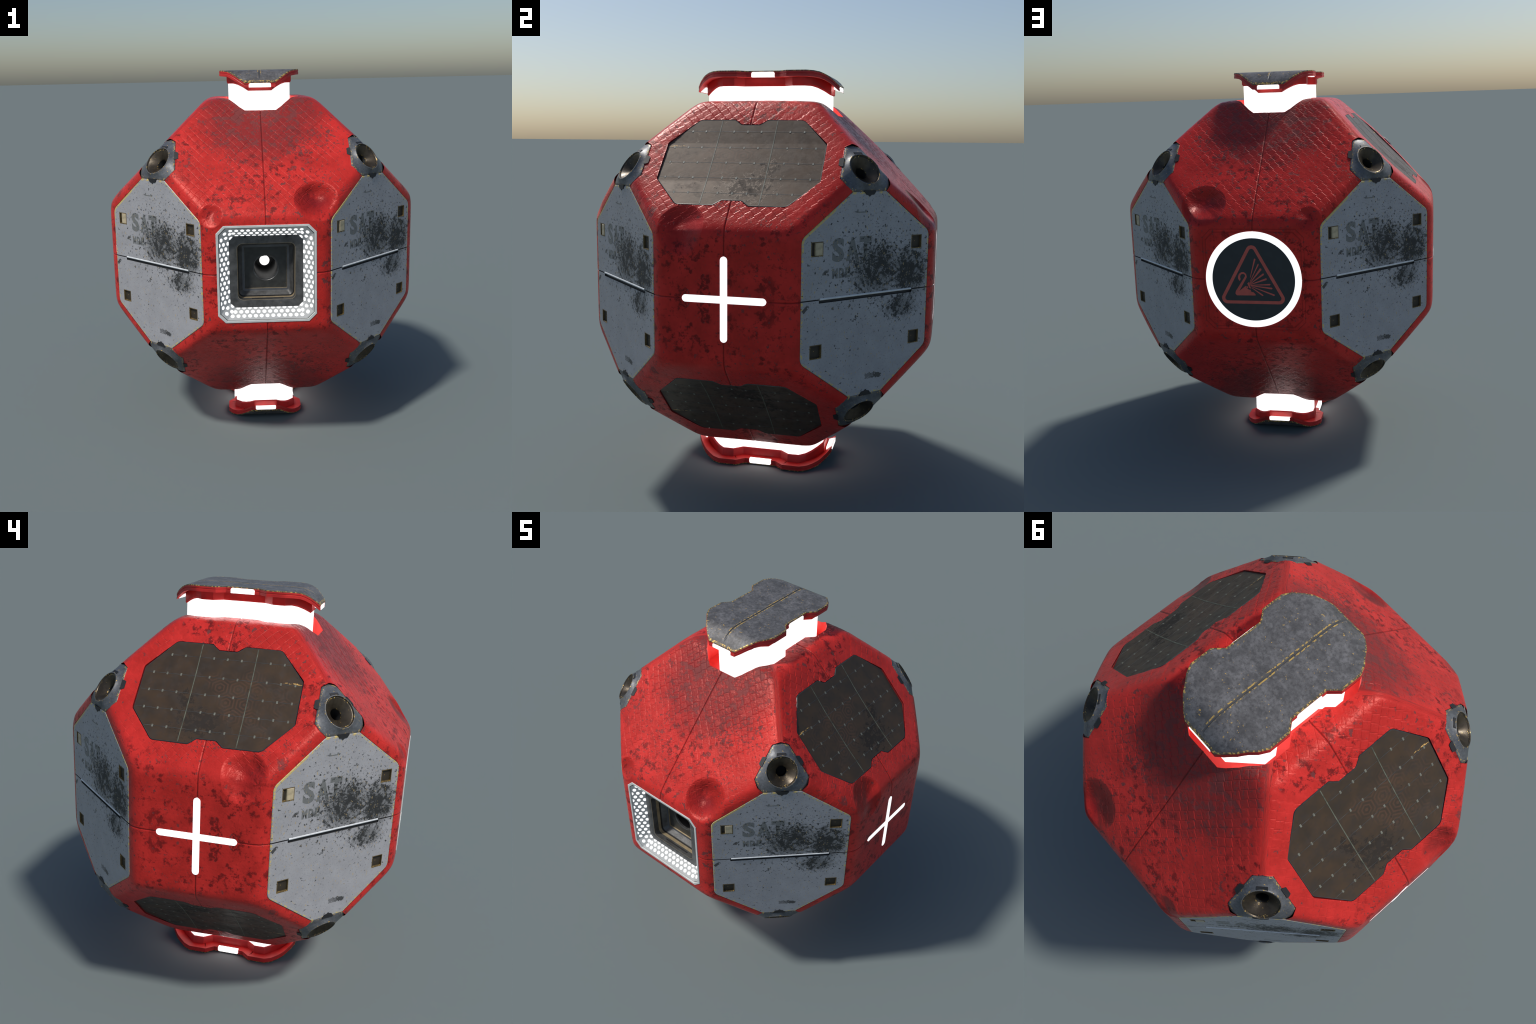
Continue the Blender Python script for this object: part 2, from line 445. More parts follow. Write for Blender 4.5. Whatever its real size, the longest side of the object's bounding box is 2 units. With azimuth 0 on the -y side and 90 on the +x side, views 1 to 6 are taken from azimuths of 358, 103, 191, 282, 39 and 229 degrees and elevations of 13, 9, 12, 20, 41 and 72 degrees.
def offset_poly(pts, d):
    """move every side of a counter-clockwise outline inwards by d (mitred)"""
    P = [Vector(p) for p in pts]
    out = []
    for i in range(len(P)):
        a, b, c = P[i - 1], P[i], P[(i + 1) % len(P)]
        e1, e2 = (b - a).normalized(), (c - b).normalized()
        n1, n2 = Vector((-e1.y, e1.x)), Vector((-e2.y, e2.x))
        m = n1 + n2
        m = m / max(0.25, (1 + n1.dot(n2)))
        out.append(tuple(b + m * d))
    return out


def loft(rings, cap_start=False, cap_end=True, mats=None):
    """faces between rings of equal length; mats gives one material index per band"""
    n = len(rings[0])
    V = [v for r in rings for v in r]
    F, K = [], []
    for i in range(len(rings) - 1):
        for j in range(n):
            F.append((i * n + j, i * n + (j + 1) % n, (i + 1) * n + (j + 1) % n, (i + 1) * n + j))
            K.append(mats[i] if mats else 0)
    if cap_start:
        F.append(tuple(range(n))); K.append(mats[0] if mats else 0)
    if cap_end:
        F.append(tuple(range((len(rings) - 1) * n, len(rings) * n))); K.append(mats[-1] if mats else 0)
    return V, F, K


def add_part(acc, V, F, K=None):
    o = len(acc[0])
    acc[0].extend(V)
    acc[1].extend(tuple(i + o for i in f) for f in F)
    acc[2].extend(K if K else [0] * len(F))


def box_vf(x0, x1, y0, y1, z0, z1):
    V = [(x, y, z) for z in (z0, z1) for x, y in ((x0, y0), (x1, y0), (x1, y1), (x0, y1))]
    F = [(3, 2, 1, 0), (4, 5, 6, 7), (0, 1, 5, 4), (1, 2, 6, 5), (2, 3, 7, 6), (3, 0, 4, 7)]
    return V, F


def plate_rings(poly, z_top, depth, bevel=0.002, border=0.009):
    at = lambda p, z: [(x, y, z) for x, y in p]
    wide = offset_poly(poly, -0.006)
    return [at(wide, z_top - depth), at(wide, z_top - 0.0085), at(poly, z_top - 0.0085), at(poly, z_top - bevel), at(offset_poly(poly, bevel), z_top), at(offset_poly(poly, border), z_top)]


# ------------------------------------------------------------------ outlines
def access_outline(grow=0.0):
    h = [(-0.0915, -0.4475), (0.0915, -0.4475), (0.348, -0.2625), (0.348, 0.2625), (0.0915, 0.4475), (-0.0915, 0.4475), (-0.348, 0.2625), (-0.348, -0.2625)]
    p = round_poly(h, [0.003, 0.003, 0.045, 0.045, 0.003, 0.003, 0.045, 0.045], 5)
    return offset_poly(p, -grow) if grow else p


def solar_outline(grow=0.0):
    q = [(0.367, 0.110), (0.245, 0.258), (0.078, 0.259), (0.043, 0.229)]
    r = [0.02, 0.03, 0.012, 0.012]
    right_top = q
    p = right_top + [(-x, y) for x, y in reversed(right_top)]
    p = p + [(-x, -y) for x, y in right_top] + [(x, -y) for x, y in reversed(right_top)]
    rr = r + r[::-1] + r + r[::-1]
    p = round_poly(p, rr, 3)
    return offset_poly(p, -grow) if grow else p


def nozzle_outline(grow=0.0):
    """triangle with cut, slightly pointed corners; its flat -y side faces the access panel"""
    inr, half, tip = 0.0976, 0.0915, 0.139
    pts = []
    for k in range(3):
        a = math.radians(-90 + 120 * k)
        n, t = Vector((math.cos(a), math.sin(a))), Vector((-math.sin(a), math.cos(a)))
        pts += [n * inr - t * half, n * inr + t * half]
        b = a + math.radians(60)
        pts.append(Vector((math.cos(b), math.sin(b))) * tip)
    p = [tuple(v) for v in pts]
    return offset_poly(p, -grow) if grow else p


CAP_HALF = [(0.0, 0.181), (0.081, 0.181), (0.122, 0.216), (0.213, 0.216), (0.249, 0.197), (0.275, 0.173), (0.305, 0.150), (0.338, 0.112), (0.357, 0.083)]

def cap_outline(inset=0.0):
    """peanut outline, counter-clockwise, long way along y"""
    right = [(w, y) for y, w in CAP_HALF]
    full = [(w, -y) for w, y in reversed(right[1:])] + right
    full = full + [(-w, y) for w, y in reversed(right[1:])] + [(-w, -y) for w, y in right[:]]
    out = []
    for p in full:
        if not out or (Vector(p) - Vector(out[-1])).length > 1e-6:
            out.append(p)
    if (Vector(out[0]) - Vector(out[-1])).length < 1e-6:
        out.pop()
    return offset_poly(out, inset) if inset else out


def cap_height(y):
    """top of the cap: level in the middle, drooping towards both ends"""
    return float(np.interp(abs(y), [0, 0.222, 0.25, 0.275, 0.295, 0.315, 0.336, 0.357, 0.40], [2.0, 2.0, 1.9985, 1.9945, 1.987, 1.975, 1.958, 1.936, 1.886]))


CORE_HALF = [(0.0, 0.131), (0.103, 0.131), (0.147, 0.168), (0.200, 0.168), (0.308, 0.062)]

def core_outline(inset=0.0):
    right = [(w, y) for y, w in CORE_HALF[1:]]
    p = [(w, -y) for w, y in reversed(right)] + right + [(-w, y) for w, y in reversed(right)] + [(-w, -y) for w, y in right]
    return offset_poly(p, inset) if inset else p


def octagon(half, cut):
    h, c = half, half - cut
    return [(h, -c), (h, c), (c, h), (-c, h), (-h, c), (-h, -c), (-c, -h), (c, -h)]


def square_ring(half, corner, kind, n=6):
    """n+1 points on each corner, either on a round or on a straight cut"""
    out = []
    for k in range(4):
        a0 = math.pi / 2 * k
        cx, cy = [(1, 1), (-1, 1), (-1, -1), (1, -1)][k]
        c = half - corner
        for j in range(n + 1):
            w = j / n
            if kind == "round":
                a = a0 + w * math.pi / 2
                d = (math.cos(a), math.sin(a))
            else:
                s, e = (math.cos(a0), math.sin(a0)), (math.cos(a0 + math.pi / 2), math.sin(a0 + math.pi / 2))
                d = (s[0] * (1 - w) + e[0] * w, s[1] * (1 - w) + e[1] * w)
            out.append((cx * c + d[0] * corner, cy * c + d[1] * corner))
    return out


# ------------------------------------------------------------------ shell
PLANES = []
for a in (0, 1, 2):
    for s in (-1, 1):
        n = np.zeros(3); n[a] = s
        PLANES.append(n / D_FACE)
for a, b in ((0, 1), (0, 2), (1, 2)):
    for s in (-1, 1):
        for t in (-1, 1):
            n = np.zeros(3); n[a], n[b] = s, t
            PLANES.append(n / math.sqrt(2) / D_EDGE)
for s in (-1, 1):
    for t in (-1, 1):
        for u in (-1, 1):
            PLANES.append(np.array((s, t, u)) / math.sqrt(3) / D_CORNER)


def gauge(p):
    f = np.zeros(len(p))
    for n in PLANES:
        f += np.maximum(p @ n, 0) ** ROUND
    return f ** (1 / ROUND)


def sdf_poly(pts, poly):
    """signed distance (negative inside) and outward gradient to a closed outline"""
    P = np.asarray(poly); n = len(P)
    best = np.full(len(pts), 1e9); grad = np.zeros_like(pts)
    inside = np.zeros(len(pts), bool)
    for i in range(n):
        a, b = P[i], P[(i + 1) % n]
        e = b - a; w = pts - a
        t = np.clip((w @ e) / (e @ e), 0, 1)
        v = w - t[:, None] * e
        d = np.hypot(v[:, 0], v[:, 1])
        m = d < best
        best[m] = d[m]; grad[m] = v[m]
        c = (a[1] > pts[:, 1]) != (b[1] > pts[:, 1])
        xi = a[0] + (pts[:, 1] - a[1]) / (e[1] if abs(e[1]) > 1e-12 else 1e-12) * e[0]
        inside ^= c & (pts[:, 0] < xi)
    g = grad / np.maximum(best, 1e-9)[:, None]
    return np.where(inside, -best, best), np.where(inside[:, None], -g, g)


def ss(x, lo, hi):
    t = np.clip((x - lo) / (hi - lo), 0, 1)
    return t * t * (3 - 2 * t)


def relief(p):
    """outward displacement of the sheet: scales, dents and seams"""
    x, y, z = p[:, 0], p[:, 1], p[:, 2]
    ax, ay, az = abs(x), abs(y), abs(z)
    yf = ay > ax
    u = np.where(yf, x, y)
    a = np.where(yf, ay, ax)
    v = (az - a) * S2
    # overlapping scales: a diamond lattice whose cells tip up towards one side
    wob = 0.06 * np.sin(37 * u + 11 * v) + 0.05 * np.sin(23 * v - 17 * u)
    i, j = u / 0.046, v / 0.056
    A = i + j + wob
    fa = A - np.floor(A)
    B = j - i + 0.6 * wob + 0.20 * (fa - 0.5)        # every row of scales is shifted against the next
    fb = B - np.floor(B)
    ramp = fb * (1 - ss(fb, 0.86, 1.0))
    edge = np.maximum(np.maximum(1 - ss(fa, 0.0, 0.11), ss(fa, 0.90, 1.0)), 0.8 * (1 - ss(fb, 0.0, 0.09)))
    scale = ramp * 0.0009 - edge * 0.0008 + 0.0005 * np.sin(12.9898 * np.floor(A) + 78.233 * np.floor(B))
    where = 0.55 + 0.45 * np.sin(5 * u + 2) * np.sin(7 * v + 0.5 + 3 * u)
    slope = ss(v, -0.40, -0.25)
    ridge = ss(abs(ay - ax), 0.01, 0.035)
    amp = slope * ridge * np.clip(where + 0.35 * ss(v, -0.1, 0.15), 0.15, 1) * np.where(yf, 1.0, 1.1)
    wear = 0.5 + 0.5 * np.sin(19 * u + 2.5 * np.sin(13 * v)) * np.sin(16 * v + 2.0 * np.sin(11 * u + 1))
    amp = amp * np.where(z > 0, 1.0, 0.35) * (0.42 + 0.58 * ss(wear, 0.15, 0.7))
    h = scale * amp
    # seams along the three middle planes
    m = np.minimum(np.minimum(ax, ay), az)
    h -= 0.0032 * np.exp(-(m / 0.0026) ** 2)
    # dents: each side mirrors the opposite one
    qx, qy = np.where(yf, x, ax), np.where(yf, ay, y)
    for sel, c, r, d in ((True, (0.255, 0.775, 0.352), 0.112, 0.0095), (True, (-0.265, 0.80, 0.285), 0.064, 0.006),
                         (False, (0.775, -0.195, 0.272), 0.114, 0.0095)):
        k = np.sqrt((qx - c[0]) ** 2 + (qy - c[1]) ** 2 + (z - c[2]) ** 2) / r
        k = k * (1 + 0.07 * np.sin(5 * np.arctan2(z - c[2], (qx - c[0]) + (qy - c[1])) + 1.0))
        bowl = np.clip(1 - k * k, 0, 1) ** 1.7
        h -= np.where(yf == sel, bowl * d, 0)
    # shallow seat for the emblem on the back
    h -= 0.003 * np.where(y > 0.7, 1 - ss(np.hypot(x - 0.003, z), 0.2372, 0.2415), 0)
    # gentle unevenness of the slopes
    h += 0.0008 * ss(v, -0.40, -0.25) * (np.sin(9 * x + 4 * y) * np.sin(8 * z + 5 * x) + np.sin(13 * y - 6 * z))
    return h


def holes():
    H = []
    for sx in (-1, 1):
        for sy in (-1, 1):
            N = np.array((sx, sy, 0)) * S2
            U = np.cross((0, 0, 1), N)
            H.append((N, 0.6, U, np.array((0, 0, 1.0)), access_outline(0.0014)))
            for sz in (-1, 1):
                N, U, V = nozzle_axes(sx, sy, sz)
                H.append((N, 0.84, U, V, nozzle_outline(0.001)))
    for sx in (-1, 1):
        for sz in (-1, 1):
            H.append((np.array((sx, 0, sz)) * S2, 0.6, np.array((0, 1.0, 0)), np.array((-sx, 0, sz)) * S2, solar_outline(0.0014)))
    for sz in (-1, 1):
        H.append((np.array((0, 0, sz * 1.0)), 0.6, np.array((1.0, 0, 0)), np.array((0, 1.0, 0)), cap_outline()))
    H.append((np.array((0, -1.0, 0)), 0.7, np.array((1.0, 0, 0)), np.array((0, 0, 1.0)), octagon(0.2465, 0.0375)))
    return H


def nozzle_axes(sx, sy, sz):
    N = np.array((sx, sy, sz)) / math.sqrt(3)
    V = np.array((0, 0, sz)) - N * (N[2] * sz)
    V = V / np.linalg.norm(V)          # away from the access panel
    U = np.cross(V, N)
    return N, U, V


def build_shell():
    n = 356
    half = np.linspace(0, math.pi / 4, n // 2 + 1)
    half = np.tan(half)
    extra = np.array([0.0016, 0.0032, 0.0066])
    half = np.unique(np.concatenate([half[half > 0.0085], [0.0], extra]))
    t = np.concatenate([-half[:0:-1], half])
    m = len(t)
    A, B = np.meshgrid(t, t, indexing="ij")
    one = np.ones_like(A)
    pts, quads = [], []
    idx = np.arange(m * m).reshape(m, m)
    q = np.stack([idx[:-1, :-1], idx[1:, :-1], idx[1:, 1:], idx[:-1, 1:]], -1).reshape(-1, 4)
    for f, (arr, flip) in enumerate([((one, A, B), 0), ((-one, A, B), 1), ((A, one, B), 1), ((A, -one, B), 0), ((A, B, one), 0), ((A, B, -one), 1)]):
        pts.append(np.stack(arr, -1).reshape(-1, 3))
        quads.append((q[:, ::-1] if flip else q) + f * m * m)
    pts = np.concatenate(pts); quads = np.concatenate(quads)
    key = np.round((pts + 1) * 500000).astype(np.int64)
    key = (key[:, 0] << 42) + (key[:, 1] << 21) + key[:, 2]
    _, first, inv = np.unique(key, return_index=True, return_inverse=True)
    p = pts[first]; quads = inv.reshape(-1)[quads]
    p = p / gauge(p)[:, None]
    dead = np.zeros(len(p), bool)
    deep = np.zeros(len(p), bool)
    snap = 0.0032
    for N, thr, U, V, poly in holes():
        sel = np.where(p @ N > thr)[0]
        c = np.stack([p[sel] @ U, p[sel] @ V], -1)
        lim = np.abs(np.asarray(poly)).max(0) + 0.02
        k = (abs(c) < lim).all(1)
        sel, c = sel[k], c[k]
        d, g = sdf_poly(c, poly)
        near = abs(d) < snap
        s2 = sel[near]
        for _ in range(3):
            c2 = np.stack([p[s2] @ U, p[s2] @ V], -1)
            d2, g2 = sdf_poly(c2, poly)
            mv = g2 * d2[:, None]
            p[s2] -= mv[:, :1] * U + mv[:, 1:] * V
            if thr != 0.84:
                p[s2] /= gauge(p[s2])[:, None]
        dead[sel[near]] = True                       # on the outline
        deep[sel[(d < 0) & ~near]] = True            # inside it
    cen = p[quads].mean(1)
    gone = deep[quads].any(1)
    onl = dead[quads].all(1) & ~gone
    if onl.any():
        ii = np.where(onl)[0]
        for N, thr, U, V, poly in holes():
            s = ii[(cen[ii] @ N > thr)]
            if len(s):
                c = np.stack([cen[s] @ U, cen[s] @ V], -1)
                d, _ = sdf_poly(c, poly)
                gone[s[d < -0.0003]] = True
    quads = quads[~gone]
    used = np.unique(quads)
    remap = np.full(len(p), -1); remap[used] = np.arange(len(used))
    quads = remap[quads]; p = p[used]; rim = dead[used]
    # displace along the gauge's gradient
    e = 1e-4
    nrm = np.stack([gauge(p + np.eye(3)[i] * e) - gauge(p - np.eye(3)[i] * e) for i in range(3)], -1)
    nrm /= np.linalg.norm(nrm, axis=1)[:, None]
    p = p + nrm * relief(p)[:, None]
    p[:, 2] += ZC
    me = bpy.data.meshes.new("shell")
    me.vertices.add(len(p)); me.vertices.foreach_set("co", p.ravel())
    me.loops.add(quads.size); me.loops.foreach_set("vertex_index", quads.ravel().astype(np.int32))
    me.polygons.add(len(quads))
    me.polygons.foreach_set("loop_start", np.arange(0, quads.size, 4, dtype=np.int32))
    me.update(calc_edges=True)
    me.shade_smooth()
    ob = new_obj("shell", me, ROOT, mats=("red",))
    return ob


# ------------------------------------------------------------------ access panels
def make_text(body, width, height, x, y, z, bold):
    cu = bpy.data.curves.new("lettering", "FONT")
    cu.body, cu.size, cu.extrude, cu.offset = body, 1.0, 0.02, bold
    cu.resolution_u = 3
    cu.space_character = 1.08
    ob = bpy.data.objects.new("tmp", cu)
    bpy.context.scene.collection.objects.link(ob)
    bpy.context.view_layer.update()
    me = bpy.data.meshes.new_from_object(ob.evaluated_get(bpy.context.evaluated_depsgraph_get()))
    bpy.data.objects.remove(ob); bpy.data.curves.remove(cu)
    co = np.array([v.co[:] for v in me.vertices])
    lo, hi = co.min(0), co.max(0)
    co[:, 0] = (co[:, 0] - lo[0]) / (hi[0] - lo[0]) * width + x
    co[:, 1] = (co[:, 1] - lo[1]) / (hi[1] - lo[1]) * height + y
    co[:, 2] = (co[:, 2] - lo[2]) / (hi[2] - lo[2]) * 0.0007 + z
    me.vertices.foreach_set("co", co.ravel())
    me.name = "lettering"
    me.materials.clear()
    return me


def build_access_panels():
    Z = 0.0008
    V, F, K = loft(plate_rings(access_outline(), Z, 0.03, 0.0025, 0.010), True, True, [2, 2, 2, 1, 1, 0])
    K[-1] = 0
    plate = mesh_from("access_panel", V, F, K)
    for k in ("access", "access_edge", "dark_side"):
        plate.materials.append(MAT[k])
    # pockets and the handle groove are cut out
    slots = [(-0.271, 0.217), (0.274, 0.217), (-0.271, -0.220), (0.274, -0.220)]
    hs = 0.031
    cut = ([], [], [])
    for cx, cy in slots:
        add_part(cut, *box_vf(cx - hs, cx + hs, cy - hs, cy + hs, -0.010, 0.02))
    add_part(cut, *box_vf(-0.258, 0.254, -0.0125, 0.0085, -0.009, 0.02))
    add_part(cut, *box_vf(-0.40, -0.257, 0.0000, 0.0052, -0.006, 0.02))
    add_part(cut, *box_vf(0.253, 0.40, 0.0000, 0.0052, -0.006, 0.02))
    cm = mesh_from("cutter", *cut[:2]); cm.materials.append(MAT["dark_side"])
    tool = new_obj("cutter", cm, None)
    body = new_obj("body", plate, None)
    mod = body.modifiers.new("cut", "BOOLEAN"); mod.object, mod.operation, mod.solver = tool, "DIFFERENCE", "EXACT"
    mod.material_mode, mod.use_self, mod.use_hole_tolerant = "TRANSFER", True, True
    bpy.context.view_layer.update()
    done = bpy.data.meshes.new_from_object(body.evaluated_get(bpy.context.evaluated_depsgraph_get()))
    bpy.data.objects.remove(body); bpy.data.objects.remove(tool)
    done.name = "access_panel"
    shade_by_angle(done, 25)
    # tray in each pocket: rim and floor
    def tray(latch):
        acc = ([], [], [])
        sq = lambda h, z: [(-h, -h, z), (h, -h, z), (h, h, z), (-h, h, z)]
        V, F, K = loft([sq(hs - 0.0005, -0.0095), sq(hs - 0.0005, Z + 0.0006), sq(hs - 0.0035, Z + 0.0006), sq(hs - 0.0045, -0.0080)], False, True, [0, 0, 0])
        K[-1] = 1
        add_part(acc, V, F, K)
        me = mesh_from("mounting_pocket", *acc)
        for k in ("slot_rim", "slot"):
            me.materials.append(MAT[k])
        return me
    pocket = tray(False)
    lm = ([], [], [])
    V, F, K = loft([[(x, y, z) for x, y in offset_poly([(-0.009, -0.027), (0.028, -0.027), (0.028, 0.027), (-0.009, 0.027)], i)] for i, z in ((0, -0.0085), (0, 0.0005), (0.002, 0.0028))])
    add_part(lm, V, F, K)
    latch = mesh_from("latch", *lm); latch.materials.append(MAT["latch"])
    # round-edged pull bar and the dark floor of its groove
    prof = [(0.0, -0.0085), (0.0086, -0.0085), (0.0086, 0.0015), (0.007, 0.0032), (0.0043, 0.0040), (0.0016, 0.0032), (0.0, 0.0015)]
    V, F, K = loft([[(x, y, z) for y, z in prof] for x in (-0.254, 0.250)], True, True)
    bar = mesh_from("pull_bar", V, F); bar.materials.append(MAT["bar"]); shade_by_angle(bar, 60)
    def word(cells, y, height, bold):
        acc = ([], [], [])
        for ch, x0, x1 in cells:
            t = make_text(ch, x1 - x0, height, x0, y, 0.0004, bold)
            add_part(acc, [tuple(v.co) for v in t.vertices], [tuple(p.vertices) for p in t.polygons])
            bpy.data.meshes.remove(t)
        me = mesh_from("lettering", acc[0], acc[1]); me.materials.append(MAT["letter"])
        return me
    big = word((("S", -0.195, -0.131), ("A", -0.122, -0.052), ("T", -0.050, 0.015)), 0.156, 0.102, 0.05)
    small = word((("M", -0.193, -0.163), ("D", -0.158, -0.130), ("E", -0.124, -0.097)), 0.086, 0.044, 0.06)
    tiny = ([], [], [])
    for x0, x1, y0, y1, z1 in ((-0.072, -0.012, 0.359, 0.364, 0.0011), (-0.068, -0.060, 0.3635, 0.374, 0.00105), (-0.026, -0.016, 0.3635, 0.371, 0.00105)):
        add_part(tiny, *box_vf(x0, x1, y0, y1, 0.0004, z1))
    mark = mesh_from("stencil_mark", tiny[0], tiny[1]); mark.materials.append(MAT["letter"])
    for sx in (1, -1):
        for sy in (-1, 1):
            N = Vector((sx, sy, 0)) * S2
            M = frame(Vector((0, 0, 1)).cross(N), (0, 0, 1), N * D_EDGE)
            ob = new_obj("access_panel", done, ROOT, M)
            for i, (cx, cy) in enumerate(slots):
                new_obj("mounting_pocket", pocket, ob, Matrix.Translation((cx, cy, 0)))
            new_obj("latch", latch, ob, Matrix.Translation((slots[0][0], slots[0][1], 0)))
            new_obj("pull_bar", bar, ob)
            new_obj("lettering", big, ob)
            new_obj("lettering", small, ob)
            new_obj("stencil_mark", mark, ob)


# ------------------------------------------------------------------ solar panels
def build_solar_panels():
    Z = 0.0015
    def sag(v):              # the glass is bent into a shallow trough
        return -float(np.interp(abs(v), [0, 0.115, 0.185, 0.2585], [0.0085, 0.0080, 0.0040, 0.0]))
    out = solar_outline()
    bm = bmesh.new()
    inner = offset_poly(out, 0.0045)
    wide = offset_poly(out, -0.006)
    lip = offset_poly(out, -0.0010)
    rings = [[(x, y, -0.03) for x, y in wide], [(x, y, -0.009) for x, y in wide], [(x, y, -0.0018) for x, y in lip], [(x, y, -0.005 + sag(y)) for x, y in lip], [(x, y, -0.005 + sag(y)) for x, y in out], [(x, y, -0.001 + sag(y)) for x, y in out], [(x, y, Z + sag(y)) for x, y in offset_poly(out, 0.0018)], [(x, y, Z - 0.0003 + sag(y)) for x, y in inner]]
    V, F, K = loft(rings, True, False, [2, 2, 3, 2, 2, 1, 1])
    acc = (list(V), list(F), list(K))
    # glass laid as strips across
    ysteps = sorted({round(y, 5) for _, y in inner} | set(np.linspace(-0.25, 0.25, 41).round(5)))
    bm.faces.new([bm.verts.new((x, y, 0)) for x, y in inner])
    for y in ysteps[1:-1]:
        bmesh.ops.bisect_plane(bm, geom=bm.verts[:] + bm.edges[:] + bm.faces[:], plane_co=(0, y, 0), plane_no=(0, 1, 0))
    bmesh.ops.remove_doubles(bm, verts=bm.verts, dist=1e-6)
    bm.verts.index_update()
    add_part(acc, [(v.co.x, v.co.y, Z - 0.0003 + sag(v.co.y)) for v in bm.verts], [tuple(v.index for v in f.verts) for f in bm.faces])
    bm.free()
    glass = mesh_from("solar_panel", *acc)
    for k in ("solar", "solar_edge", "dark_side", "red_deep"):
        glass.materials.append(MAT[k])
    shade_by_angle(glass, 30)
    rows = (0.185, 0.087, -0.005, -0.0955, -0.187)
    cols = (-0.333, -0.268, -0.204, -0.071, -0.006, 0.058, 0.191, 0.256, 0.320)
    def reach(v):            # half-width of the panel at height v
        return 0.362 if abs(v) < 0.11 else 0.362 - (abs(v) - 0.11) * 0.122 / 0.148
    dots = ([], [], [])
    for v in rows:
        for u in cols:
            if abs(u) < reach(v) - 0.006:
                w, h = 0.0038, 0.0068
                V, F, K = loft([[(u + x, v + y, z) for x, y in ((-w + i, -h + i), (w - i, -h + i), (w - i, h - i), (-w + i, h - i))] for i, z in ((0, Z - 0.002 + sag(v)), (0, Z + 0.0001 + sag(v)), (0.0006, Z + 0.0005 + sag(v)))])
                add_part(dots, V, F, K)
    dm = mesh_from("contact_stud", dots[0], dots[1]); dm.materials.append(MAT["contact"])
    bars = ([], [], [])
    for u in (-0.137, 0.1235):
        ys = np.linspace(-0.252, 0.252, 25)
        add_part(bars, *loft([[(u - 0.0021, y, Z - 0.002 + sag(y)), (u + 0.0021, y, Z - 0.002 + sag(y)), (u + 0.0021, y, Z + 0.0004 + sag(y)), (u - 0.0021, y, Z + 0.0004 + sag(y))] for y in ys], True, True))
    bm_ = mesh_from("busbar", bars[0], bars[1]); bm_.materials.append(MAT["busbar"])
    wires = ([], [], [])
    for v in rows:
        add_part(wires, *box_vf(-reach(v) + 0.004, reach(v) - 0.004, v - 0.0009, v + 0.0009, Z - 0.002 + sag(v), Z + 0.0001 + sag(v)))
    wm = mesh_from("wire", wires[0], wires[1]); wm.materials.append(MAT["wire"])
    for sx in (1, -1):
        for sz in (1, -1):
            N = Vector((sx, 0, sz)) * S2
            M = Matrix((Vector((0, 1, 0)), Vector((-sx, 0, sz)) * S2, N)).transposed().to_4x4()
            M.translation = C0 + N * D_EDGE
            ob = new_obj("solar_panel", glass, ROOT, M)
            st = new_obj("contact_stud", dm, ob); st["kind"] = "stuff"
            new_obj("busbar", bm_, ob)
            new_obj("wire", wm, ob)


